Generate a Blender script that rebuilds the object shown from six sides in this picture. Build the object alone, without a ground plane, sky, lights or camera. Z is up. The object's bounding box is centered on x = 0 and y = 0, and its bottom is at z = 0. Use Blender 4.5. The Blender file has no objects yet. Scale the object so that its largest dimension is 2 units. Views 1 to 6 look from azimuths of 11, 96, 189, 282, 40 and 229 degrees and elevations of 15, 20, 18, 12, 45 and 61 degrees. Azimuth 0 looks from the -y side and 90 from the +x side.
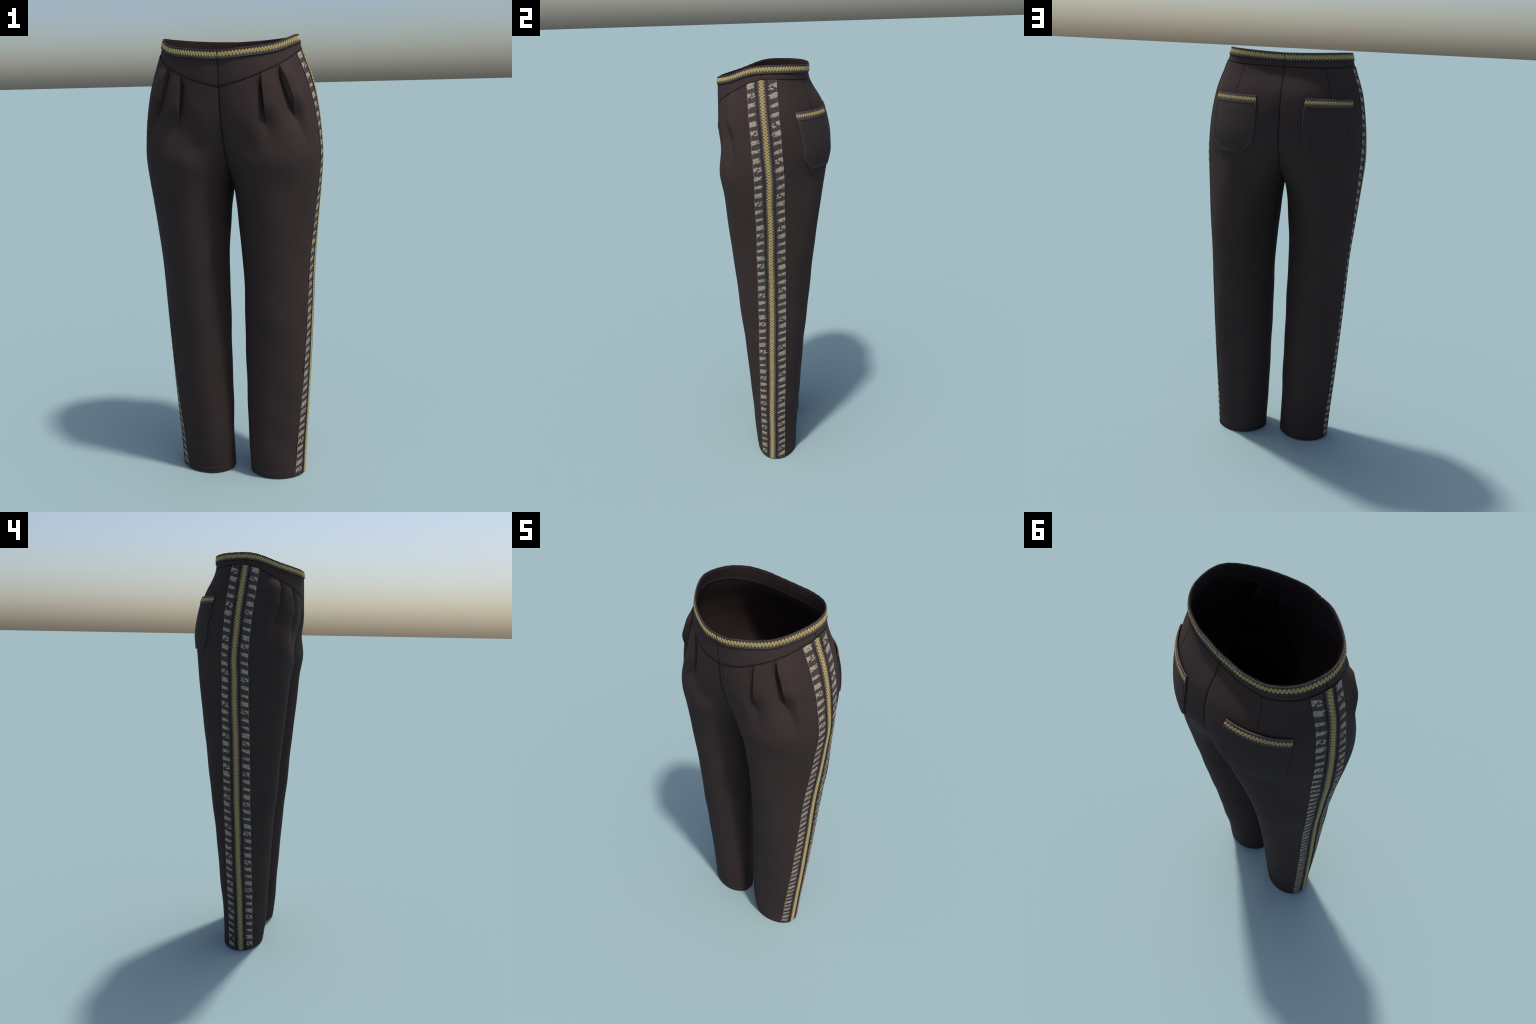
import bpy, bmesh, math
import numpy as np

rng = np.random.RandomState(7)

# ------------------------------------------------------------------ helpers
def smooth(t):
    t = np.clip(t, 0.0, 1.0)
    return t * t * (3 - 2 * t)

def hermite(zk, V, z):
    """Cubic Hermite interpolation of rows V at knots zk."""
    zk = np.asarray(zk, float); V = np.asarray(V, float)
    h = np.diff(zk); d = (V[1:] - V[:-1]) / h[:, None]
    m = np.empty_like(V); m[0] = d[0]; m[-1] = d[-1]
    w = (h[:-1] / (h[:-1] + h[1:]))[:, None]
    m[1:-1] = d[:-1] * (1 - w) + d[1:] * w
    z = np.asarray(z, float)
    i = np.clip(np.searchsorted(zk, z, 'right') - 1, 0, len(h) - 1)
    hh = h[i]; t = np.clip((z - zk[i]) / hh, -0.2, 1.2)[..., None]; hh = hh[..., None]
    return (V[i] * (2*t**3 - 3*t*t + 1) + m[i] * hh * (t**3 - 2*t*t + t)
            + V[i+1] * (3*t*t - 2*t**3) + m[i+1] * hh * (t**3 - t*t))

def curve1(knots, x):
    k = np.array(knots, float)
    return hermite(k[:, 0], k[:, 1:2], x)[..., 0]

# --------------------------------------------- leg cross-sections, hem to waist
# height: outer x, its y, front y, back y, x of front-most, x of back-most, inner x, its y,
# then flatness of the four quarters (front-outer, outer-back, back-inner, inner-front)
SECTIONS = [
    (0.00, 0.3004, -0.0193, -0.1190, 0.0843, 0.1531, 0.1764, 0.0383, -0.0368, 0.023, -0.010, 0.030, 0.031),
    (0.15, 0.3071, -0.0113, -0.1347, 0.0924, 0.1358, 0.1544, 0.0384, -0.0550, 0.023, 0.009, 0.038, 0.045),
    (0.35, 0.3175, -0.0071, -0.1447, 0.1090, 0.1440, 0.1667, 0.0364, -0.0571, 0.006, -0.005, 0.035, 0.050),
    (0.60, 0.3288, 0.0060, -0.1606, 0.1309, 0.1655, 0.1817, 0.0348, -0.0577, -0.008, 0.011, 0.051, 0.050),
    (0.85, 0.3377, 0.0140, -0.1826, 0.1571, 0.1722, 0.2002, 0.0355, -0.0454, -0.003, 0.032, 0.077, 0.050),
    (1.05, 0.3444, 0.0174, -0.1997, 0.1787, 0.1730, 0.2050, 0.0332, -0.0485, -0.001, 0.025, 0.086, 0.056),
    (1.20, 0.3561, 0.0090, -0.2135, 0.1976, 0.1761, 0.1999, 0.0226, -0.0503, 0.010, 0.031, 0.105, 0.047),
    (1.32, 0.3655, -0.0035, -0.2243, 0.2144, 0.1741, 0.1860, 0.0125, -0.0396, 0.000, 0.052, 0.085, 0.023),
    (1.42, 0.3740, -0.0182, -0.2346, 0.2292, 0.1565, 0.1699, -0.0072, -0.0251, -0.015, 0.071, -0.020, 0.023),
    (1.52, 0.3792, -0.0233, -0.2533, 0.2459, 0.1313, 0.1343, -0.0665, -0.0109, -0.020, 0.068, -0.045, 0.051),
    (1.62, 0.3727, -0.0236, -0.2565, 0.2631, 0.1029, 0.0930, -0.1407, -0.0011, -0.020, 0.020, -0.045, 0.050),
    (1.72, 0.3596, -0.0160, -0.2599, 0.2530, 0.0666, 0.0519, -0.2017, 0.0055, -0.004, -0.002, -0.007, 0.042),
    (1.82, 0.3393, -0.0139, -0.2578, 0.2261, 0.0264, 0.0325, -0.2561, 0.0099, 0.026, 0.004, 0.013, 0.034),
    (1.92, 0.3078, -0.0141, -0.2527, 0.1790, -0.0142, 0.0378, -0.3069, 0.0130, 0.025, -0.021, 0.028, 0.030),
    (2.00, 0.2834, -0.0140, -0.2481, 0.1760, -0.0460, 0.0399, -0.3476, 0.0154, 0.014, -0.028, 0.034, 0.029),
]
_SZ = [s[0] for s in SECTIONS]; _SV = [s[1:] for s in SECTIONS]

def body_raw(a, z):
    """Point on the +x half: a = 0 front, 1 outer side, 2 back, 3 inner leg."""
    a = np.mod(np.asarray(a, float), 4.0); z = np.asarray(z, float)
    a, z = np.broadcast_arrays(a, z)
    P = hermite(_SZ, _SV, z)
    xo, ys, yf, yb, xf, xb, xi, yi = [P[..., i] for i in range(8)]
    
    q = np.clip(np.floor(a).astype(int), 0, 3); t = (a - q) * math.pi / 2
    ex = np.choose(q, [P[..., 8 + i] for i in range(4)])
    m = 1 - ex * np.sin(2 * t) ** 2
    S = np.sin(t) * m; C = np.cos(t) * m
    x = np.choose(q, [xf + (xo-xf)*S, xb + (xo-xb)*C, xb + (xi-xb)*S, xf + (xi-xf)*C])
    y = np.choose(q, [ys + (yf-ys)*C, ys + (yb-ys)*S, yi + (yb-yi)*C, yi + (yf-yi)*S])
    return np.stack([x, y, z], -1)

Y0 = -0.02
def angle(p):
    return np.degrees(np.arctan2(np.abs(p[..., 0]), -(p[..., 1] - Y0)))

# waist opening: x, y, z from centre front to centre back
RIM = [(0, -.2560, 1.9360), (.0817, -.2441, 1.9415), (.2028, -.1724, 1.9595), (.2721, -.0638, 1.9935),
       (.2638, .0477, 1.9970), (.2070, .1223, 1.9935), (.1249, .1542, 1.9890), (.0486, .1610, 1.9860), (0, .1632, 1.9850)]
_rim = np.array(RIM)
_t = np.linspace(0, 8, 161)
_full = np.vstack([_rim[1] * [-1, 1, 1], _rim, _rim[-2] * [-1, 1, 1]])
_rimc = hermite(np.arange(-1, 10), _full, _t)
_rphi = angle(_rimc); _rphi[0] = 0; _rphi[-1] = 180
_rrad = np.hypot(_rimc[:, 0], _rimc[:, 1] - Y0)
def rim_z(phi): return np.interp(phi, _rphi, _rimc[:, 2])
YOKE = [(0, 1.8005), (5, 1.8055), (10, 1.811), (24, 1.828), (38, 1.851), (53, 1.877), (65, 1.901), (75, 1.9225), (83, 1.935),
        (92, 1.942), (101, 1.941), (110, 1.938), (129, 1.931), (147, 1.929), (165, 1.928), (180, 1.928)]
def yoke_z(phi): return curve1(YOKE, phi)
def braid_z(phi): return rim_z(phi) - 0.032

def solve_a(phi, z, f=body_raw):
    """Invert: section parameter whose polar angle is phi at height z."""
    phi = np.asarray(phi, float); z = np.asarray(z, float)
    lo = np.full(np.broadcast(phi, z).shape, -0.75); hi = np.full_like(lo, 2.75)
    for _ in range(34):
        mid = (lo + hi) / 2; p = f(mid, z)
        an = np.degrees(np.arctan2(p[..., 0], -(p[..., 1] - Y0)))
        an = np.where((mid > 1.5) & (an < 0), an + 360, an)
        big = an > phi
        hi = np.where(big, mid, hi); lo = np.where(big, lo, mid)
    return (lo + hi) / 2

_ph = np.linspace(0, 180, 91)
_pr = body_raw(solve_a(_ph, rim_z(_ph)), rim_z(_ph))
_dlt = np.interp(_ph, _rphi, _rrad) / np.hypot(_pr[:, 0], _pr[:, 1] - Y0) - 1.0

def body(a, z):
    p = body_raw(a, z); ph = angle(p)
    w = smooth((p[..., 2] - (rim_z(ph) - 0.20)) / 0.20)
    k = 1 + w * np.interp(ph, _ph, _dlt)
    return np.stack([p[..., 0] * k, Y0 + (p[..., 1] - Y0) * k, p[..., 2]], -1)

def frame(a, z, f=body):
    """Point, outward normal and unit tangent (towards larger a)."""
    e = 1e-3
    p = f(a, z)
    ta = f(np.asarray(a) + 0.004, z) - f(np.asarray(a) - 0.004, z)
    tz = f(a, np.asarray(z) + e) - f(a, np.asarray(z) - e)
    n = np.cross(ta, tz); n /= np.linalg.norm(n, axis=-1, keepdims=True) + 1e-12
    ta = ta / (np.linalg.norm(ta, axis=-1, keepdims=True) + 1e-12)
    return p, n, ta

# lines that run down the leg: height -> section parameter a
SIDE = [(0, .92), (.2, .92), (.42, .93), (.65, .92), (.82, .93), (.98, .93), (1.14, .95), (1.29, 1.00),
        (1.40, 1.04), (1.50, 1.06), (1.61, 1.045), (1.71, 1.015), (1.815, .985), (1.94, .96), (2.0, .95)]
FOLD_INNER = [(0, .20), (1.40, .15), (1.56, .19), (1.665, .22), (1.75, .265), (1.851, .315), (2.0, .38)]
FOLD_OUTER = [(0, .58), (1.40, .58), (1.60, .57), (1.69, .54), (1.74, .535), (1.80, .53), (1.88, .515), (2.0, .49)]

def col_to_a(u, z):
    """Column coordinate u -> a, so that columns follow the folds and the side seam."""
    f1 = curve1(FOLD_INNER, z); f2 = curve1(FOLD_OUTER, z); sd = curve1(SIDE, z)
    ku = [-1.0, 0.0, 0.30, 0.50, 1.0, 2.0, 3.0]
    ka = [-1.0 + 0*z, 0*z, f1, f2, sd, 2.0 + 0*z, 3.0 + 0*z]
    out = np.zeros(np.broadcast(u, z).shape); u = np.broadcast_to(u, out.shape)
    for i in range(6):
        t = (u - ku[i]) / (ku[i+1] - ku[i])
        m = (t >= 0) & ((t < 1) if i < 5 else (t <= 1.0001))
        out = np.where(m, ka[i] + (ka[i+1] - ka[i]) * t, out)
    return out

def leg_surface(u, z):
    """Trouser leg with pleats and inseam crease; arrays of same shape."""
    a = col_to_a(u, z)
    p, n, t = frame(a, z)
    arc = np.linalg.norm(body(a + 0.01, z) - body(a - 0.01, z), axis=-1) / 0.02   # metres per unit a
    top = yoke_z(angle(p))
    dn = np.zeros(p.shape[:-1]); dt = np.zeros(p.shape[:-1])
    for knots, depth, zend, push, reach in ((FOLD_INNER, .024, 1.652, .006, .040), (FOLD_OUTER, .024, 1.682, .018, .042)):
        s = (a - curve1(knots, z)) * arc
        s = np.where(np.abs(a) > 1.2, 9.0, s)
        openv = smooth((top - z + .004) / 0.06)                     # closed at the yoke
        fade = smooth((z - (zend - 0.16)) / 0.24)            # hollow dies out on the thigh
        lip = smooth((z - (zend - 0.012)) / 0.10)            # the lap gets lower towards its end
        wid = 0.026 + 0.024 * (1 - smooth((z - zend) / .14))
        drift = 0.012 * smooth((zend - z) / .14)              # hollow wanders outwards below the lap
        hollow = -depth * np.exp(-(np.abs(s - drift) / wid) ** 1.6) * openv * fade
        hollow0 = -depth * np.exp(-(np.abs(drift) / wid) ** 1.6) * openv * fade
        swell = push * np.exp(-((np.maximum(s, 0) - .012) / reach) ** 2) * openv * smooth((z - 1.54) / .16)
        outer = swell * lip + hollow * (1 - lip) + swell * (1 - lip) * (1 - np.exp(-(s / .03) ** 2))
        dn += np.where(s > 0, outer, hollow)
        # the outer lip laps over the hollow
        dt += np.where(s > 0, -0.006 * np.exp(-np.maximum(s, 0) / 0.010) * openv * lip, 0)
    # puffed cloth below the pleats
    f2 = (a - 0.33) * arc
    dn += 0.003 * np.exp(-(f2 / .07) ** 2) * np.exp(-((z - 1.52) / .08) ** 2) * (np.abs(a) < 1.2)
    # front sinks towards the crotch between the pleats
    dn += -0.018 * np.exp(-((p[..., 0] - .100) / .055) ** 2) * np.exp(-((z - 1.57) / .075) ** 2) * (p[..., 1] < -.06)
    # crease along the inseam
    s3 = (np.mod(a + 4, 4) - 3.0) * arc
    dn += -0.007 * np.exp(-np.abs(s3) / 0.007) * smooth((1.40 - z) / 0.25)
    # slight slack cloth
    dn += 0.0016 * np.sin(p[..., 2] * 21 + p[..., 0] * 17) * np.sin(p[..., 1] * 23 + p[..., 2] * 7) * smooth((1.5 - z) / .4)
    # edge rolls into the yoke seam
    dn += -0.0022 * np.exp(-np.maximum(top - z, 0) / 0.0035)
    return p + n * dn[..., None] + t * dt[..., None]

# ------------------------------------------------------------------ scene plumbing
root = bpy.data.objects.new("trousers", None)
root["label"] = "dark brown pleated trousers with striped side ribbons and yellow braid"
root["category"] = "trousers"
bpy.context.scene.collection.objects.link(root)

def add_object(name, verts, faces, mat, parent=root, smooth_shade=True, kind=None, solid=0.0, sharp=None):
    me = bpy.data.meshes.new(name)
    me.from_pydata([tuple(map(float, v)) for v in verts], [], [tuple(int(i) for i in f) for f in faces])
    if solid:
        bm = bmesh.new(); bm.from_mesh(me)
        me2 = solidify(bm, solid); bm.free(); bpy.data.meshes.remove(me); me = me2; me.name = name
    me.validate()
    if smooth_shade:
        me.polygons.foreach_set("use_smooth", [True] * len(me.polygons))
        if sharp: me.set_sharp_from_angle(angle=math.radians(sharp))
    me.materials.append(mat)
    ob = bpy.data.objects.new(name, me)
    bpy.context.scene.collection.objects.link(ob)
    ob.parent = parent
    if kind: ob["kind"] = kind
    return ob

def solidify(bm, th):
    """Shell of thickness th inwards, rims closed."""
    bm.normal_update()
    n0 = len(bm.verts); bm.verts.ensure_lookup_table(); bm.faces.ensure_lookup_table()
    V = [v.co.copy() for v in bm.verts]; N = [v.normal.copy() for v in bm.verts]
    F = [[v.index for v in f.verts] for f in bm.faces]
    B = []
    for e in bm.edges:
        if len(e.link_loops) == 1:
            l = e.link_loops[0]; B.append((l.vert.index, l.link_loop_next.vert.index))
    verts = V + [v - n * th for v, n in zip(V, N)]
    faces = F + [[i + n0 for i in reversed(f)] for f in F] + [[b, a, a + n0, b + n0] for a, b in B]
    me = bpy.data.meshes.new("shell"); me.from_pydata(verts, [], faces)
    return me

def grid_faces(nr, nc, closed=False, flip=False):
    f = []
    for r in range(nr - 1):
        for c in range(nc if closed else nc - 1):
            d = (c + 1) % nc
            q = [r*nc + c, r*nc + d, (r+1)*nc + d, (r+1)*nc + c]
            f.append(q[::-1] if flip else q)
    return f

def mirrored(verts, faces):
    v = np.array(verts, float) * [-1, 1, 1]
    return v, [list(f)[::-1] for f in faces]

class Bag:
    """Collects many small pieces into one mesh."""
    def __init__(s): s.v = []; s.f = []; s.n = 0
    def add(s, v, f):
        v = np.asarray(v, float).reshape(-1, 3)
        s.v.append(v); s.f += [[i + s.n for i in q] for q in f]; s.n += len(v)
    def get(s): return np.vstack(s.v), s.f

def tube(bag, pts, normals, radius, flat=1.0, k=6, closed=False):
    """Round cord along pts; flat < 1 squashes it along the normals."""
    pts = np.asarray(pts, float); N = np.asarray(normals, float)
    if closed: T = np.roll(pts, -1, 0) - np.roll(pts, 1, 0)
    else: T = np.gradient(pts, axis=0)
    T /= np.linalg.norm(T, axis=1, keepdims=True) + 1e-12
    N = N - (N * T).sum(1, keepdims=True) * T; N /= np.linalg.norm(N, axis=1, keepdims=True) + 1e-12
    Bn = np.cross(T, N)
    th = np.arange(k) * 2 * math.pi / k
    r = np.broadcast_to(np.asarray(radius, float), (len(pts),))[:, None, None]
    ring = pts[:, None] + r * (np.cos(th)[None, :, None] * Bn[:, None] + flat * np.sin(th)[None, :, None] * N[:, None])
    n = len(pts); f = []
    for i in range(n if closed else n - 1):
        j = (i + 1) % n
        for c in range(k):
            d = (c + 1) % k
            f.append([i*k + c, i*k + d, j*k + d, j*k + c])
    if not closed:
        f.append(list(range(k))[::-1]); f.append([(n-1)*k + c for c in range(k)])
    bag.add(ring.reshape(-1, 3), f)

# ------------------------------------------------------------------ materials
def nodes_of(name):
    m = bpy.data.materials.new(name); m.use_nodes = True
    nt = m.node_tree; b = nt.nodes["Principled BSDF"]
    return m, nt, b

def cloth(name, c1, c2, scale=6.0, grain=900.0, rough=0.85, spec=0.25, sheen=0.0, bump=0.15, extra=None):
    m, nt, b = nodes_of(name)
    tc = nt.nodes.new("ShaderNodeTexCoord")
    n1 = nt.nodes.new("ShaderNodeTexNoise"); n1.inputs["Scale"].default_value = scale; n1.inputs["Detail"].default_value = 4
    n2 = nt.nodes.new("ShaderNodeTexNoise"); n2.inputs["Scale"].default_value = grain; n2.inputs["Detail"].default_value = 2
    r = nt.nodes.new("ShaderNodeValToRGB")
    r.color_ramp.elements[0].position = .3; r.color_ramp.elements[1].position = .7
    r.color_ramp.elements[0].color = (*c1, 1); r.color_ramp.elements[1].color = (*c2, 1)
    for i, (pos, col) in enumerate(extra or []):
        e = r.color_ramp.elements.new(pos); e.color = (*col, 1)
    nt.links.new(tc.outputs["Object"], n1.inputs["Vector"]); nt.links.new(tc.outputs["Object"], n2.inputs["Vector"])
    nt.links.new(n1.outputs["Fac"], r.inputs["Fac"]); nt.links.new(r.outputs["Color"], b.inputs["Base Color"])
    bp = nt.nodes.new("ShaderNodeBump"); bp.inputs["Strength"].default_value = bump; bp.inputs["Distance"].default_value = 0.0006
    nt.links.new(n2.outputs["Fac"], bp.inputs["Height"]); nt.links.new(bp.outputs["Normal"], b.inputs["Normal"])
    b.inputs["Roughness"].default_value = rough; b.inputs["Specular IOR Level"].default_value = spec
    b.inputs["Sheen Weight"].default_value = sheen
    return m

M_CLOTH = cloth("brown_wool", (.037, .0240, .0222), (.0425, .0272, .0248), spec=.12)
M_POCKET = cloth("pocket_wool", (.0365, .0255, .0242), (.0415, .0288, .0270), spec=.13)
M_SEAM = cloth("seam_thread", (.007, .008, .009), (.010, .011, .012), spec=.08)
M_STITCH = cloth("stitch_thread", (.065, .042, .036), (.085, .054, .045), scale=300, spec=.1)
M_GREYSTITCH = cloth("pocket_thread", (.068, .060, .058), (.088, .076, .073), scale=300, spec=.1)
M_RIBBON = cloth("ribbon_weave", (.043, .038, .037), (.064, .057, .054), scale=70, grain=700, bump=.4, spec=.08)
M_GROOVE = cloth("ribbon_groove", (.024, .023, .023), (.036, .033, .032), scale=60, spec=.08)
M_TAPE = cloth("maroon_tape", (.090, .055, .054), (.145, .092, .087), scale=90, grain=800, bump=.5, spec=.08)
M_EDGE = cloth("tape_edge_cord", (.048, .040, .040), (.105, .084, .080), scale=120, spec=.1)
M_FRINGE = cloth("fringe_thread", (.07, .07, .072), (.20, .19, .18), scale=110, spec=.1)
M_YELLOW = cloth("yellow_floss", (.355, .275, .105), (.50, .395, .170), scale=130, grain=1200, bump=.3, spec=.12)
M_PALE = cloth("pale_floss", (.38, .325, .22), (.51, .445, .33), scale=160, bump=.3, spec=.12)
M_OLIVE = cloth("olive_core", (.17, .15, .042), (.26, .225, .07), scale=150, spec=.1)

def tuft_material():
    m, nt, b = nodes_of("tuft_weave")
    tc = nt.nodes.new("ShaderNodeTexCoord")
    mp = nt.nodes.new("ShaderNodeMapping"); mp.inputs["Scale"].default_value = (1, 0.55, 1.5)
    mp.inputs["Rotation"].default_value = (0.35, 0, 0)
    n1 = nt.nodes.new("ShaderNodeTexNoise"); n1.inputs["Scale"].default_value = 190; n1.inputs["Detail"].default_value = 3
    r = nt.nodes.new("ShaderNodeValToRGB"); cr = r.color_ramp
    cr.elements[0].position = .30; cr.elements[0].color = (.10, .070, .062, 1)
    cr.elements[1].position = .72; cr.elements[1].color = (.48, .385, .31, 1)
    for pos, col in ((.40, (.23, .170, .138)), (.52, (.37, .282, .225)), (.62, (.42, .345, .278))):
        e = cr.elements.new(pos); e.color = (*col, 1)
    n2 = nt.nodes.new("ShaderNodeTexNoise"); n2.inputs["Scale"].default_value = 42
    r2 = nt.nodes.new("ShaderNodeValToRGB")
    r2.color_ramp.elements[0].position = .38; r2.color_ramp.elements[0].color = (.93, .97, .87, 1)
    r2.color_ramp.elements[1].position = .62; r2.color_ramp.elements[1].color = (1.0, .93, .93, 1)
    mx = nt.nodes.new("ShaderNodeMix"); mx.data_type = 'RGBA'; mx.blend_type = 'MULTIPLY'; mx.inputs["Factor"].default_value = 1
    nt.links.new(tc.outputs["Object"], mp.inputs["Vector"]); nt.links.new(mp.outputs["Vector"], n1.inputs["Vector"])
    nt.links.new(tc.outputs["Object"], n2.inputs["Vector"])
    nt.links.new(n1.outputs["Fac"], r.inputs["Fac"]); nt.links.new(n2.outputs["Fac"], r2.inputs["Fac"])
    nt.links.new(r.outputs["Color"], mx.inputs["A"]); nt.links.new(r2.outputs["Color"], mx.inputs["B"])
    nt.links.new(mx.outputs["Result"], b.inputs["Base Color"])
    bp = nt.nodes.new("ShaderNodeBump"); bp.inputs["Strength"].default_value = .5; bp.inputs["Distance"].default_value = .001
    nt.links.new(n1.outputs["Fac"], bp.inputs["Height"]); nt.links.new(bp.outputs["Normal"], b.inputs["Normal"])
    b.inputs["Roughness"].default_value = .9; b.inputs["Specular IOR Level"].default_value = .15
    return m
M_TUFT = tuft_material()

# ------------------------------------------------------------------ leg panels
THICK = 0.0035
def columns(lo, hi, fine):
    """Column positions, dense round the listed fold columns."""
    base = list(np.arange(lo, hi, 0.022)) + [hi]
    for c, wd in fine:
        base += [c + d for d in np.concatenate([-np.geomspace(.0025, wd, 14), [-.0008, .0008], np.geomspace(.0025, wd, 14)])
                 if lo < c + d < hi]
    base = np.unique(np.round(base, 5))
    keep = [base[0]]
    for b in base[1:]:
        if b - keep[-1] > 0.0011: keep.append(b)
    keep[-1] = hi
    return np.array(keep)

ROWS = np.unique(np.round(np.concatenate([
    [0, .002, .006], np.linspace(.012, .68, 60), np.linspace(.68, .975, 90),
    1 - np.array([.02, .015, .011, .008, .006, .0045, .003, .002, .001, 0])]), 5))

def panel(ucols):
    u = np.asarray(ucols)
    zt = np.full(len(u), 1.9)
    for _ in range(25):
        zt = yoke_z(angle(body(col_to_a(u, zt), zt)))
    R = ROWS
    Z = R[:, None] * zt[None, :]
    U = np.broadcast_to(u[None, :], Z.shape)
    P = leg_surface(U, Z)
    # hem dips slightly at the sides
    P[..., 2] += .003 * np.cos(U * math.pi / 2) ** 2 * np.exp(-Z / .05)
    return P

def cut_centre(P, flip=False):
    nr, nc = P.shape[:2]
    me = bpy.data.meshes.new("tmp"); me.from_pydata([tuple(v) for v in P.reshape(-1, 3)], [], grid_faces(nr, nc))
    bm = bmesh.new(); bm.from_mesh(me); bpy.data.meshes.remove(me)
    geom = bm.verts[:] + bm.edges[:] + bm.faces[:]
    bmesh.ops.bisect_plane(bm, geom=geom, dist=1e-5, plane_co=(0, 0, 0), plane_no=(-1, 0, 0), clear_outer=True)
    for x in (.0015, .003, .005, .008):
        geom = [f for f in bm.faces if f.calc_center_median().z > 1.36 and f.calc_center_median().x < .06]
        geom = list({e for f in geom for e in f.edges}) + list({v for f in geom for v in f.verts}) + geom
        bmesh.ops.bisect_plane(bm, geom=geom, dist=1e-6, plane_co=(x, 0, 0), plane_no=(1, 0, 0))
    # groove along the centre seam
    for v in bm.verts:
        if v.co.z > 1.36 and v.co.x < .012:
            w = math.exp(-(v.co.x / .0035) ** 2) * .0026 * float(smooth((v.co.z - 1.36) / .1))
            d = np.array([0, v.co.y - Y0, (v.co.z - 1.62) * .5]); d /= np.linalg.norm(d) + 1e-9
            v.co.y -= d[1] * w
            v.co.z -= d[2] * w * (1 if v.co.z < 1.55 else 0)
    bm.normal_update()
    bm.verts.index_update()
    V = [tuple(v.co) for v in bm.verts]; F = [[v.index for v in f.verts] for f in bm.faces]
    bm.free()
    return V, F

U_FRONT = columns(-1.0, 1.0, [(.30, .13), (.50, .13), (-1.0, .08)])
U_BACK = columns(1.0, 3.0, [(3.0, .08)])
for nm, uc in (("front_panel", U_FRONT), ("back_panel", U_BACK)):
    v, f = cut_centre(panel(uc))
    add_object(nm, v, f, M_CLOTH, solid=THICK)
    v2, f2 = mirrored(v, f)
    add_object(nm, v2, f2, M_CLOTH, solid=THICK)

# ------------------------------------------------------------------ waist yoke and back waistband
def band_point(phi, z, off=0.0):
    a = solve_a(phi, z, body)
    p, n, t = frame(a, z)
    return p + n * np.asarray(off)[..., None], n

def phi_cols(lo, hi, step=2.0, ends=True):
    n = max(int(round((hi - lo) / step)), 2)
    c = list(np.linspace(lo, hi, n + 1))
    if ends: c += [lo + .25, lo + .6, lo + 1.1, hi - .25, hi - .6, hi - 1.1]
    return np.array(sorted(c))

def strip(phis, z_lo, z_hi, tt, offs, edge=0.0):
    """Grid between two height curves; offs = outward offset per row."""
    T = np.asarray(tt)[:, None]
    PH = np.broadcast_to(phis[None, :], (len(tt), len(phis)))
    Z = z_lo(PH) * (1 - T) + z_hi(PH) * T
    off = np.broadcast_to(np.asarray(offs)[:, None], PH.shape).copy()
    if edge:
        for e in (phis[0], phis[-1]):
            off -= edge * np.exp(-((PH - e) * .0048 / .0032) ** 2)
    P, N = band_point(PH, Z, off)
    P[..., 0] = np.where(P[..., 0] < 0, 0, P[..., 0])
    P[:, np.isclose(phis, 0), 0] = 0; P[:, np.isclose(phis, 180), 0] = 0
    return P, N

YT = np.array([0, .012, .03, .06, .12, .25, .4, .55, .7, .85, .95, 1.0])
YO = -.0026 * np.exp(-YT / .03)
SIDE_PHI = 88.5
for nm, lo, hi in (("front_yoke", 0.0, SIDE_PHI), ("back_waistband", SIDE_PHI, 180.0)):
    ph = phi_cols(lo, hi)
    P, N = strip(ph, yoke_z, lambda q: rim_z(q) - .001, YT, YO, edge=.0014)
    v = P.reshape(-1, 3); f = grid_faces(*P.shape[:2])
    add_object(nm, v, f, M_CLOTH, solid=THICK)
    add_object(nm, *mirrored(v, f), M_CLOTH, solid=THICK)

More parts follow.
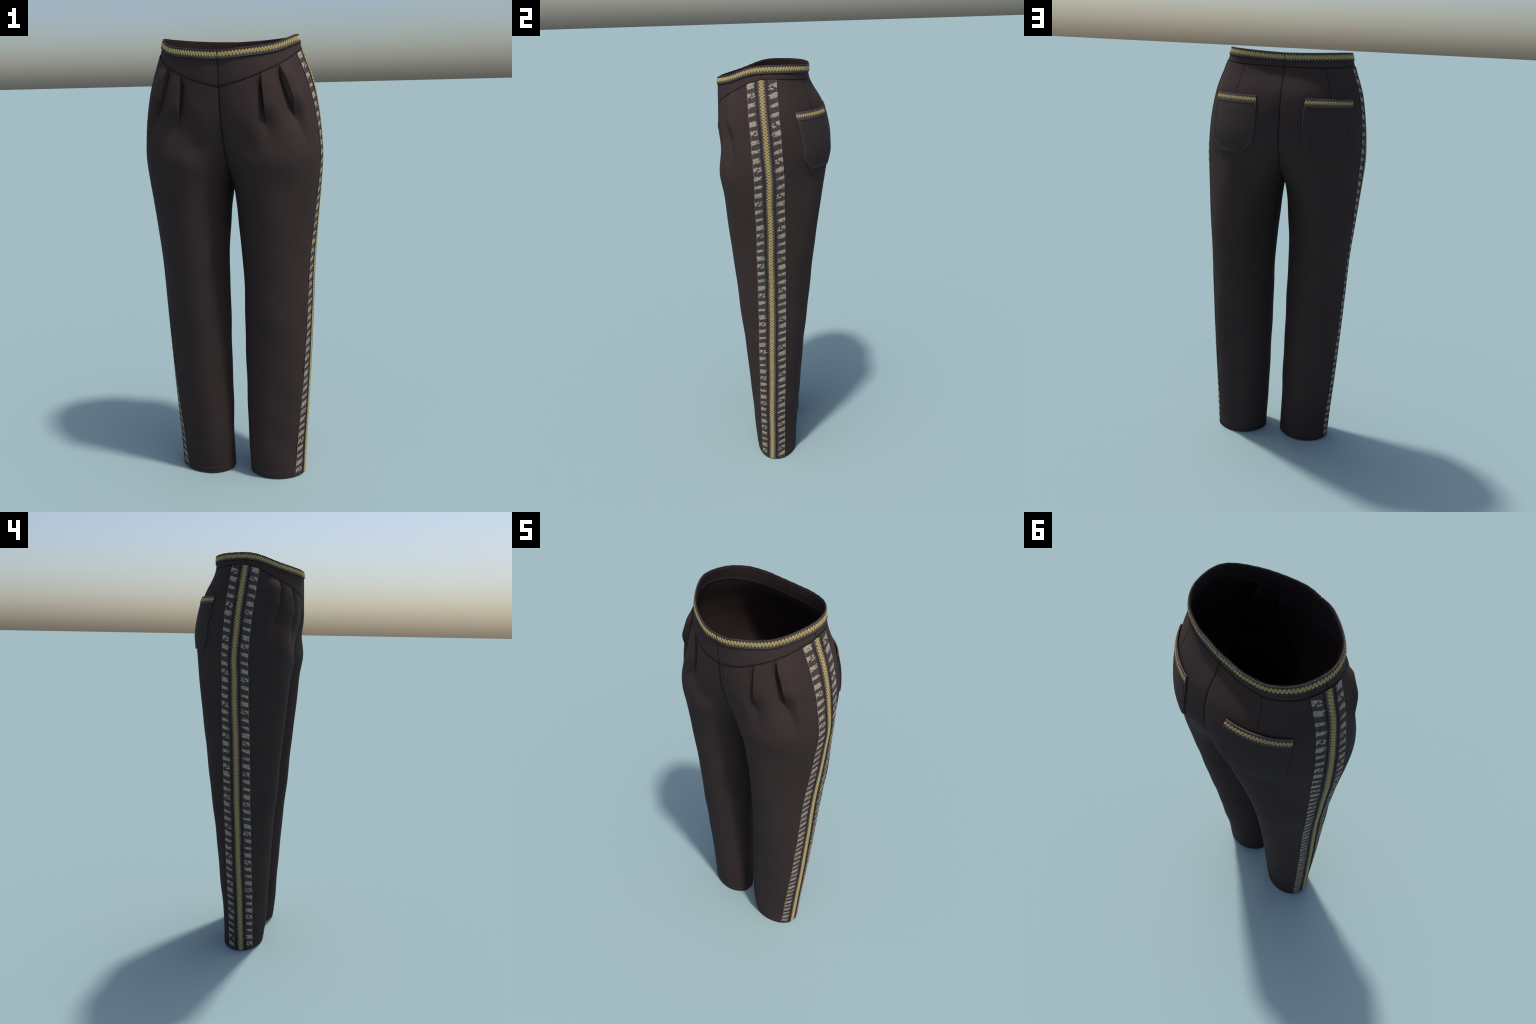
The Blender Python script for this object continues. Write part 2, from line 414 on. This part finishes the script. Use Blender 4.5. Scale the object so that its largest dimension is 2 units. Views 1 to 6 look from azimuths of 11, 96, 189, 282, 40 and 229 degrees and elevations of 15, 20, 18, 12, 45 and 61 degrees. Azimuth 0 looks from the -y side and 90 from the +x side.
# ------------------------------------------------------------------ chain stitch used on every trim
def chain(bags, place, length, pitch, half_w, shear, rad=.0022, lift=.0):
    """place(w, l, h) -> points; w across the trim, l along it, h above it."""
    yellow, pale, olive = bags
    n = int(round(length / pitch)); pitch = length / n
    th = np.arange(10) * 2 * math.pi / 10; kk = 5
    for i in range(n):
        l0 = (i + .5) * pitch
        jit = 1 + .10 * (rng.rand() - .5); tilt = (rng.rand() - .5) * .15
        cw = np.cos(th) * (half_w * .86) * jit; cl = np.sign(np.sin(th)) * np.abs(np.sin(th)) ** 1.3 * pitch * .375 + cw / half_w * (shear + tilt * .3) * pitch
        pts = np.stack([cw, np.clip(l0 + cl, .0006, length - .0006)], 1)
        tang = np.roll(pts, -1, 0) - np.roll(pts, 1, 0); tang /= np.linalg.norm(tang, axis=1, keepdims=True) + 1e-12
        nrm = np.stack([tang[:, 1], -tang[:, 0]], 1)
        V = []
        for c in range(kk):
            q = 2 * math.pi * c / kk
            w = pts[:, 0] + nrm[:, 0] * rad * math.cos(q); l = pts[:, 1] + nrm[:, 1] * rad * math.cos(q)
            V.append(place(w, l, lift + rad * .45 + rad * .65 * math.sin(q) + 0 * w))
        V = np.array(V)                                     # kk x 10 x 3
        f = [[c*10 + j, c*10 + (j+1) % 10, ((c+1) % kk)*10 + (j+1) % 10, ((c+1) % kk)*10 + j] for c in range(kk) for j in range(10)]
        yellow.add(V.reshape(-1, 3), f)
        # pale tip at each end of the link
        for sg in (-1, 1):
            w0 = sg * half_w * .90 * jit; l1 = l0 + sg * (shear + tilt * .3) * pitch
            ww = np.array([-1, 0, 1, 0, 0]) * half_w * .20; ll = np.array([0, 1, 0, -1, 0]) * pitch * .30
            base = place(w0 + ww, np.clip(l1 + ll, .0005, length - .0005), lift + np.array([.0004, .0004, .0004, .0004, rad * 1.2]))
            pale.add(base, [[0, 1, 4], [1, 2, 4], [2, 3, 4], [3, 0, 4]])
    # olive core under the links
    m = max(int(length / .012), 4)
    L = np.linspace(.0004, length - .0004, m)
    W = [-.50, -.44, .44, .50]; H = [.0002, .0009, .0009, .0002]
    V = np.stack([place(half_w * w + 0 * L, L, lift + h + 0 * L) for w, h in zip(W, H)], 1)
    olive.add(V.reshape(-1, 3), grid_faces(m, 4))

def zigzag(bags, place, length, pitch, half_w, rad=.0020):
    """Solid zigzag braid: a thick strand going to and fro over an olive core, pale at the teeth."""
    yellow, pale, olive = bags
    n = int(round(length / (pitch / 2))); step = length / n
    L = []; W = []
    for i in range(n):
        sg = -1 if i % 2 else 1
        h = half_w * (.84 + .12 * rng.rand())
        for t in (.08, .36, .64, .92):
            L.append((i + t) * step); W.append(sg * h * math.sin((t - .5) * math.pi) * 1.02)
    L = np.clip(np.array(L), .0006, length - .0006); W = np.array(W)
    k = 5; th = np.arange(k) * 2 * math.pi / k
    tl = np.gradient(L); tw = np.gradient(W); nn = np.hypot(tl, tw) + 1e-12
    nw = tl / nn; nl = -tw / nn
    V = np.stack([place(W + nw * rad * math.cos(q), np.clip(L + nl * rad * math.cos(q), .0003, length - .0003),
                        rad * .5 + rad * .7 * math.sin(q) + 0 * L) for q in th], 1)
    m = len(L)
    yellow.add(V.reshape(-1, 3), [[i*k + c, i*k + (c+1) % k, (i+1)*k + (c+1) % k, (i+1)*k + c] for i in range(m - 1) for c in range(k)])
    for i in range(1, n):
        w0 = (1 if i % 2 else -1) * half_w * .93; l0 = i * step
        ww = np.array([-1, 0, 1, 0, 0]) * half_w * .17; ll = np.array([0, 1, 0, -1, 0]) * step * .36
        pale.add(place(w0 + ww, np.clip(l0 + ll, .0004, length - .0004), np.array([.0004, .0004, .0004, .0004, rad * 1.25])),
                 [[0, 1, 4], [1, 2, 4], [2, 3, 4], [3, 0, 4]])
    m = max(int(length / .012), 4)
    Lc = np.linspace(.0004, length - .0004, m)
    Vc = np.stack([place(half_w * w + 0 * Lc, Lc, h + 0 * Lc) for w, h in ((-.56, .0002), (-.48, .0012), (.48, .0012), (.56, .0002))], 1)
    olive.add(Vc.reshape(-1, 3), grid_faces(m, 4))

def finish_chain(bags, parent, mirror):
    for bag, nm, mt in zip(bags, ("braid_strand", "braid_tooth", "braid_core"), (M_YELLOW, M_PALE, M_OLIVE)):
        v, f = bag.get()
        if mirror: v, f = mirrored(v, f)
        add_object(nm, v, f, mt, parent=parent, kind="stuff")

# ------------------------------------------------------------------ waist braid
def rim_path(lo, hi, n=400):
    ph = np.linspace(lo, hi, n)
    P, N = band_point(ph, rim_z(ph) - .016)
    L = np.concatenate([[0], np.cumsum(np.linalg.norm(np.diff(P, axis=0), axis=1))])
    return ph, L
BPH, BLEN = rim_path(.35, 179.65)
BT = np.array([0, .0, .04, .10, .5, .90, .96, 1.0, 1.0])
BO = np.array([.0002, .0016, .0030, .0036, .0036, .0036, .0030, .0016, -.0006])
ph = np.concatenate([[.35], np.linspace(1.5, 178.5, 178), [179.65]])
Pb, Nb = strip(ph, braid_z, lambda q: rim_z(q) - .0004, BT, BO)
bv = Pb.reshape(-1, 3); bf = grid_faces(*Pb.shape[:2])
def braid_place(w, l, h):
    q = np.interp(l, BLEN, BPH)
    P, N = band_point(q, rim_z(q) - .0165 + w, 0 * q + .0036)
    return P + N * np.asarray(h)[..., None]
# one lookup table instead of solving every vertex
_tl = np.linspace(0, BLEN[-1], 700); _tw = np.linspace(-.02, .02, 9)
_TL, _TW = np.meshgrid(_tl, _tw, indexing='ij')
_q = np.interp(_TL, BLEN, BPH)
_BP, _BN = band_point(_q, rim_z(_q) - .0165 + _TW, 0 * _q + .0036)
def lookup(P, g0, g1, x, y):
    i = np.clip((x - g0[0]) / (g0[1] - g0[0]), 0, len(g0) - 1.001); j = np.clip((y - g1[0]) / (g1[1] - g1[0]), 0, len(g1) - 1.001)
    a = i.astype(int); b = j.astype(int); s = (i - a)[..., None]; t = (j - b)[..., None]
    return (P[a, b] * (1-s) * (1-t) + P[a+1, b] * s * (1-t) + P[a, b+1] * (1-s) * t + P[a+1, b+1] * s * t)
def braid_place(w, l, h):
    w = np.asarray(w, float); l = np.broadcast_to(np.asarray(l, float), w.shape)
    return lookup(_BP, _tl, _tw, l, w) + lookup(_BN, _tl, _tw, l, w) * np.broadcast_to(np.asarray(h, float), w.shape)[..., None]

for mir in (False, True):
    v, f = (bv, bf) if not mir else mirrored(bv, bf)
    tape = add_object("waist_braid", v, f, M_TAPE)
    bags = (Bag(), Bag(), Bag())
    zigzag(bags, braid_place, BLEN[-1], .0130, .0092, .0021)
    finish_chain(bags, tape, mir)
    bag = Bag()
    L = np.linspace(.001, BLEN[-1] - .001, 260)
    for w, r in ((-.0150, .0013), (.0158, .0015), (-.0118, .0009), (.0120, .0009)):
        wob = .0005 * np.sin(L * 180 + w * 900)
        pts = braid_place(w + wob, L, 0 * L + .0003); nn = lookup(_BN, _tl, _tw, L, 0 * L)
        tube(bag, pts, nn, r, k=5)
    v, f = bag.get()
    if mir: v, f = mirrored(v, f)
    add_object("edge_cord", v, f, M_EDGE, parent=tape)

ph = np.linspace(0.2, 179.8, 200)
P, N = band_point(ph, rim_z(ph) + .0002, 0 * ph - .0006)
bag = Bag(); tube(bag, P, N, .0021, k=6); v, f = bag.get()
add_object("rim_cord", v, f, M_SEAM); add_object("rim_cord", *mirrored(v, f), M_SEAM)

# ------------------------------------------------------------------ side ribbon
HALF = .0655
_rz = np.linspace(0, 1.97, 420)
_rs = np.linspace(-.085, .085, 69)
_aa = np.linspace(.2, 1.9, 240)
def _ribbon_table():
    A = np.broadcast_to(_aa[None, :], (len(_rz), len(_aa))); Z = np.broadcast_to(_rz[:, None], A.shape)
    P = body(A, Z)
    d = np.concatenate([np.zeros((len(_rz), 1)), np.cumsum(np.linalg.norm(np.diff(P, axis=1), axis=2), 1)], 1)
    sa = curve1(SIDE, _rz); out = np.zeros((len(_rz), len(_rs)))
    for i in range(len(_rz)):
        s0 = np.interp(sa[i], _aa, d[i]); out[i] = np.interp(_rs + s0, d[i], _aa)
    p, n, t = frame(out, np.broadcast_to(_rz[:, None], out.shape))
    return p, n
_RP, _RN = _ribbon_table()
def ribbon_place(s, z, h):
    s = np.asarray(s, float); z = np.broadcast_to(np.asarray(z, float), s.shape); h = np.broadcast_to(np.asarray(h, float), s.shape)
    return lookup(_RP, _rz, _rs, z, s) + lookup(_RN, _rz, _rs, z, s) * h[..., None]
def ribbon_top(s):
    """Height of the yoke line above ribbon position s."""
    z = 1.93 + 0 * np.asarray(s, float)
    for _ in range(8): z = yoke_z(angle(ribbon_place(s, z, 0)))
    return z - .0012

PITCH = .0384
def edge_wave(z, ph): return .0013 * np.sin(2 * math.pi * z / PITCH + ph) + .0006 * np.sin(z * 411 + ph)
S_COLS = np.array([-1, -1, -.97, -.6, -.43, -.405, -.36, -.29, -.26, -.2, 0, .2, .26, .29, .36, .405, .43, .6, .97, 1, 1]) * HALF
S_OFF = np.array([0, 1.6, 2.4, 2.4, 2.4, 2.2, .9, .9, 1.2, 1.2, 1.2, 1.2, 1.2, .9, .9, 2.2, 2.4, 2.4, 2.4, 1.6, 0]) * .0008 + .0002
ztop = ribbon_top(S_COLS)
rowt = np.linspace(0, 1, 260)
RZ = .0008 + rowt[:, None] * (ztop[None, :] - .0008)
RS = np.broadcast_to(S_COLS[None], RZ.shape).copy()
RS += np.where(np.abs(RS) > .96 * HALF, np.sign(RS) * edge_wave(RZ, 1.0 + np.sign(RS)), 0)
RPT = ribbon_place(RS, RZ, np.broadcast_to(S_OFF[None], RZ.shape))
T_COLS = np.array([-.272, -.272, -.24, 0, .24, .272, .272]) * HALF
T_OFF = np.array([.4, 1.2, 1.6, 1.7, 1.6, 1.2, .4]) * .001
tz = .0009 + rowt[:, None] * (ribbon_top(T_COLS)[None] - .0012)
TPT = ribbon_place(np.broadcast_to(T_COLS[None], tz.shape), tz, np.broadcast_to(T_OFF[None], tz.shape))

SLOPE = .27
def tuft_mesh(kind, s_out, s_in, zc, seed):
    """Woven tuft: ragged parallelogram slanting up towards the back."""
    r = np.random.RandomState(seed)
    hgt = {"large": .0235, "medium": .0200, "small": .0150, "streak": .0205}[kind] * (1 + .10 * (r.rand() - .5))
    sg = 1 if s_out > 0 else -1
    bag = Bag()
    def piece(f0, f1, lo0, lo1, hi0, hi1, nx, ny):
        # f: fraction from outer edge to inner edge; lo/hi: lower and upper bound (-.5..5) at both ends
        fx = np.linspace(f0, f1, nx); ty = np.linspace(0, 1, ny)
        lo = lo0 + (lo1 - lo0) * (fx - f0) / (f1 - f0); hi = hi0 + (hi1 - hi0) * (fx - f0) / (f1 - f0)
        lo = lo + r.normal(0, .05, nx); hi = hi + r.normal(0, .05, nx)
        F = np.broadcast_to(fx[None, :], (ny, nx)).copy()
        F[:, 0] += r.normal(0, .025, ny); F[:, -1] += r.normal(0, .09, ny)
        S = s_out + (s_in - s_out) * F
        Y = lo[None, :] + (hi - lo)[None, :] * ty[:, None]
        Z = zc + Y * hgt + SLOPE * (S - (s_out + s_in) / 2)
        H = np.full(S.shape, .0032) + r.normal(0, .00035, S.shape)
        H[0] -= .0006; H[-1] -= .0006; H[:, 0] -= .0004; H[:, -1] -= .0008
        Z = np.clip(Z, .0012, ribbon_top(S) - .0008)
        top = ribbon_place(S, Z, H).reshape(-1, 3); bot = ribbon_place(S, Z, H * 0 + .0014).reshape(-1, 3)
        n = nx * ny
        flip = sg > 0
        q = grid_faces(ny, nx, flip=flip)
        rim_i = [i for i in range(nx)] + [nx*(k+1) - 1 for k in range(1, ny)] + [n - 1 - i for i in range(1, nx)] + [nx*(ny-1-k) for k in range(1, ny-1)]
        for a, b in zip(rim_i, rim_i[1:] + rim_i[:1]):
            e = [a, a + n, b + n, b]; q.append(e[::-1] if flip else e)
        bag.add(np.vstack([top, bot]), q)
    if kind == "streak":
        piece(-.03, .50, -.55, .10, .50, .55, 8, 6)
        piece(.40, .98, -.60, -.42, -.26, -.16, 8, 3)
        piece(.66, .86, -.08, -.04, .50, .36, 4, 4)
    else:
        tp = {'large': .06, 'medium': .15, 'small': .14}[kind]
        piece(-.04, .76, -.5, -.5 + tp, .5, .5 - tp * .6, 11, 6)
        # frayed inner end: a few tapering strands
        lo_i, hi_i = -.5 + tp, .5 - tp * .6
        cuts = np.linspace(lo_i, hi_i, 4)
        for c0, c1 in zip(cuts[:-1], cuts[1:]):
            g = (c1 - c0) * .14; end = .86 + .16 * r.rand(); mid = (c0 + c1) / 2 + r.normal(0, .03)
            piece(.74, end, c0 + g, mid - .05, c1 - g, mid + .05, 4, 3)
    return bag.get()

ORDER = ["streak", "large", "small", "medium"]
Z_FIRST = 1.913
for mir in (False, True):
    v, f = RPT.reshape(-1, 3), grid_faces(*RPT.shape[:2])
    if mir: v, f = mirrored(v, f)
    rib = add_object("side_ribbon", v, f, M_RIBBON, sharp=50)
    rib.data.materials.append(M_GROOVE)
    mid = (np.abs(S_COLS[:-1]) + np.abs(S_COLS[1:])) / 2 / HALF
    strip_mat = [1 if m < .40 else 0 for m in mid]
    rib.data.polygons.foreach_set("material_index", strip_mat * (len(rib.data.polygons) // len(strip_mat)))
    v, f = TPT.reshape(-1, 3), grid_faces(*TPT.shape[:2])
    if mir: v, f = mirrored(v, f)
    tape = add_object("ribbon_tape", v, f, M_TAPE, parent=rib)
    bags = (Bag(), Bag(), Bag())
    chain(bags, lambda w, l, h: ribbon_place(w, np.asarray(l) + .001, np.asarray(h) + .0016), float(ribbon_top(0.0)) - .001, .0134, .0102, 0.0)
    finish_chain(bags, rib, mir)
    # cords: fringe thread along both outer edges, fine threads beside the grooves
    bag = Bag(); bag2 = Bag()
    for s in (-1, 1):
        zt = float(ribbon_top(s * HALF)); zz = np.linspace(.001, zt - .001, 420)
        ss = s * HALF + s * edge_wave(zz, 1.0 + s)
        tube(bag, ribbon_place(ss, zz, .0020), lookup(_RN, _rz, _rs, zz, ss), .0013, k=5)
        for fr, rr in ((.415, .0009), (.275, .0008)):
            s2 = s * HALF * fr + 0 * zz
            tube(bag2, ribbon_place(s2, zz, .0024), lookup(_RN, _rz, _rs, zz, s2), rr, k=4)
    for b, mt in ((bag, M_FRINGE), (bag2, M_RIBBON)):
        v, f = b.get()
        if mir: v, f = mirrored(v, f)
        add_object("fringe_thread", v, f, mt, parent=rib)
    # woven tufts: the front column runs in the opposite order to the back column
    for s, order, z0 in ((1, ORDER, Z_FIRST), (-1, ["large", "streak", "medium", "small"], Z_FIRST + .003)):
        for i in range(52):
            zc = z0 - i * PITCH
            if zc < .004: break
            v, f = tuft_mesh(order[i % 4], s * HALF, s * HALF * .43, zc, 1000 + i + (500 if s > 0 else 0))
            if mir: v, f = mirrored(v, f)
            add_object("ribbon_tuft", v, f, M_TUFT, parent=rib, sharp=40)

# ------------------------------------------------------------------ back pockets
PK_OUT = [(1.551, 1.560), (1.600, 1.430), (1.70, 1.385), (1.800, 1.335)]   # towards the side seam
PK_IN = [(1.551, 1.895), (1.600, 1.970), (1.70, 1.905), (1.800, 1.848)]    # towards the centre back
def lin(k, z): k = np.array(k); return np.interp(z, k[:, 0], k[:, 1])
def pocket_point(t, z, h):
    t = np.asarray(t, float); z = np.broadcast_to(np.asarray(z, float), t.shape)
    a = lin(PK_OUT, z) * (1 - t) + lin(PK_IN, z) * t
    p, n, tt = frame(a, z)
    return p + n * np.broadcast_to(np.asarray(h, float), t.shape)[..., None], n
def pocket_lift(t, z):
    """Pocket stands off the seat, most at its mouth."""
    k = smooth((z - 1.58) / .22)
    return .0052 + .0026 * k * np.clip(4 * t * (1 - t), 0, 1) ** .4
pz = np.unique(np.concatenate([np.linspace(1.551, 1.600, 12), np.linspace(1.600, 1.800, 30), [1.5525, 1.7985]]))
pt = np.unique(np.concatenate([np.linspace(0, 1, 26), [.006, .015, .985, .994]]))
T, Zp = np.meshgrid(pt, pz)
H = pocket_lift(T, Zp)
rim_drop = (np.minimum(T, 1 - T) < .003) | (Zp < 1.5512)
H = np.where(rim_drop, .0008, H)
PP, _ = pocket_point(T, Zp, H)
def pocket_chain_place(l_total):
    def place(w, l, h):
        w = np.asarray(w, float); l = np.broadcast_to(np.asarray(l, float), w.shape)
        z = 1.7835 + w; t = l / l_total
        return pocket_point(t, z, pocket_lift(t, z) + .0015 + np.asarray(h))[0]
    return place
tb = np.linspace(0, 1, 40)
BZ = np.array([1.7665, 1.7665, 1.769, 1.7835, 1.798, 1.8005, 1.8005, 1.797]); BH = np.array([.0, .0010, .0016, .0016, .0016, .0010, -.002, -.0035])
TT, ZZ = np.meshgrid(tb, BZ); HH = np.broadcast_to(BH[:, None], TT.shape)
PB, _ = pocket_point(TT, ZZ, pocket_lift(TT, np.minimum(ZZ, 1.8)) + HH)
def outline(inset, zs, h=.0009):
    """Polyline along the pocket side, corner and bottom at an inset."""
    pts = []
    ztop = 1.766
    dt = inset / .22
    path = [(dt, z) for z in np.linspace(ztop, 1.600 + inset * .35, 16)]
    path += [(dt * 1.0, z) for z in np.linspace(1.600, 1.551 + inset, 8)]
    path += [(t, 1.551 + inset) for t in np.linspace(dt, 1 - dt, 14)]
    path += [(1 - dt, z) for z in np.linspace(1.551 + inset, 1.600, 8)]
    path += [(1 - dt, z) for z in np.linspace(1.600 + inset * .35, ztop, 16)]
    t = np.array([q[0] for q in path]); z = np.array([q[1] for q in path])
    return pocket_point(t, z, pocket_lift(t, z) + h)
for mir in (False, True):
    v, f = PP.reshape(-1, 3), grid_faces(*PP.shape[:2])
    if mir: v, f = mirrored(v, f)
    pk = add_object("back_pocket", v, f, M_POCKET, solid=.0022, sharp=60)
    v, f = PB.reshape(-1, 3), grid_faces(*PB.shape[:2])
    if mir: v, f = mirrored(v, f)
    pb = add_object("pocket_braid", v, f, M_TAPE, parent=pk)
    ln = float(np.linalg.norm(np.diff(PB[3], axis=0), axis=1).sum())
    bags = (Bag(), Bag(), Bag())
    zigzag(bags, pocket_chain_place(ln), ln, .0128, .0072, .0018)
    for bag, nm, mt in zip(bags, ("braid_strand", "braid_tooth", "braid_core"), (M_YELLOW, M_PALE, M_OLIVE)):
        v, f = bag.get()
        if mir: v, f = mirrored(v, f)
        add_object(nm, v, f, mt, parent=pk, kind="stuff")
    bag = Bag()
    for z in (1.7685, 1.7725, 1.7950, 1.7985):
        p, n = pocket_point(tb, z, pocket_lift(tb, z + 0 * tb) + .0016)
        tube(bag, p, n, .0008, k=5)
    v, f = bag.get()
    if mir: v, f = mirrored(v, f)
    add_object("edge_cord", v, f, M_EDGE, parent=pk)
    bag = Bag()
    for ins, rr in ((.011, .0009), (.0020, .0012)):
        p, n = outline(ins, None, .0006); tube(bag, p, n, rr, k=5)
    v, f = bag.get()
    if mir: v, f = mirrored(v, f)
    add_object("pocket_stitching", v, f, M_GREYSTITCH, parent=pk)

# ------------------------------------------------------------------ seams and stitching
def add_tube(name, P, N, r, mat, flat=1.0, k=6, both=True, closed=False):
    bag = Bag(); tube(bag, P, N, r, flat, k, closed)
    v, f = bag.get()
    add_object(name, v, f, mat)
    if both: add_object(name, *mirrored(v, f), mat)

ph = np.linspace(0, 180, 200)
P, N = band_point(ph, yoke_z(ph), 0 * ph - .0016)
add_tube("yoke_seam", P, N, .0021, M_SEAM)
P, N = band_point(ph, braid_z(ph) - .0012, 0 * ph + .0002)
add_tube("braid_seam", P, N, .0012, M_SEAM)
# centre front / back seam on the yoke, then down to the crotch
def centre(front):
    zs = np.linspace(1.37, (1.931 if front else 1.981), 120)
    A = np.linspace(2.9, 4.3, 900) if front else np.linspace(1.5, 3.1, 900)
    pts = []
    for z in zs:
        p = body(A, z + 0 * A); o = p[:, 0] - 0
        i = np.where(np.diff(np.sign(o)) != 0)[0]
        if len(i) == 0: continue
        i = i[-1] if front else i[0]
        t = o[i] / (o[i] - o[i+1]); pts.append(p[i] * (1 - t) + p[i+1] * t)
    return np.array(pts)
for fr in (True, False):
    c = centre(fr); c[:, 0] = 0
    N = np.gradient(c, axis=0); N = np.stack([0*N[:, 0], -N[:, 2], N[:, 1]], 1) * (1 if fr else -1)
    N /= np.linalg.norm(N, axis=1, keepdims=True)
    add_tube("centre_seam", c - N * .0022, N, .0020, M_SEAM, both=False)
# side seam of the waistband
zz = np.linspace(float(yoke_z(SIDE_PHI)), float(braid_z(SIDE_PHI)), 8)
P, N = band_point(np.full(8, SIDE_PHI), zz, np.full(8, -.0012)); add_tube("side_seam", P, N, .0012, M_SEAM)
# back darts
zz = np.linspace(1.930, 1.803, 20); aa = np.linspace(1.625, 1.603, 20)
p, n, t = frame(aa, zz); add_tube("dart_seam", p - n * .0006, n, .0014, M_SEAM)
# hem stitching
u = np.linspace(-1, 2.999, 260)
hz = np.full(260, .030)
Ph = leg_surface(np.where(u > 1, u, u), hz); aH = col_to_a(u, hz); _, Nh, _ = frame(aH, hz)
add_tube("hem_stitching", Ph + Nh * .0002, Nh, .0008, M_STITCH, k=5)
# fly stitching, wearer's left side only
fk = np.array([(.041, 1.812), (.040, 1.76), (.040, 1.71), (.039, 1.685), (.034, 1.668), (.022, 1.652), (.004, 1.642)])
fz = np.interp(np.linspace(0, 1, 60), np.linspace(0, 1, 7), fk[:, 1]); fx = hermite(np.linspace(0, 1, 7), fk, np.linspace(0, 1, 60))
fa = []
for x, z in fx:
    A = np.linspace(-.6, .3, 500); q = body(A, z + 0 * A); fa.append(A[np.argmin(np.abs(q[:, 0] - x))])
fa = np.array(fa); p, n, t = frame(fa, fx[:, 1])
add_tube("fly_stitching", p + n * .0004, n, .0008, M_STITCH, k=5, both=False)
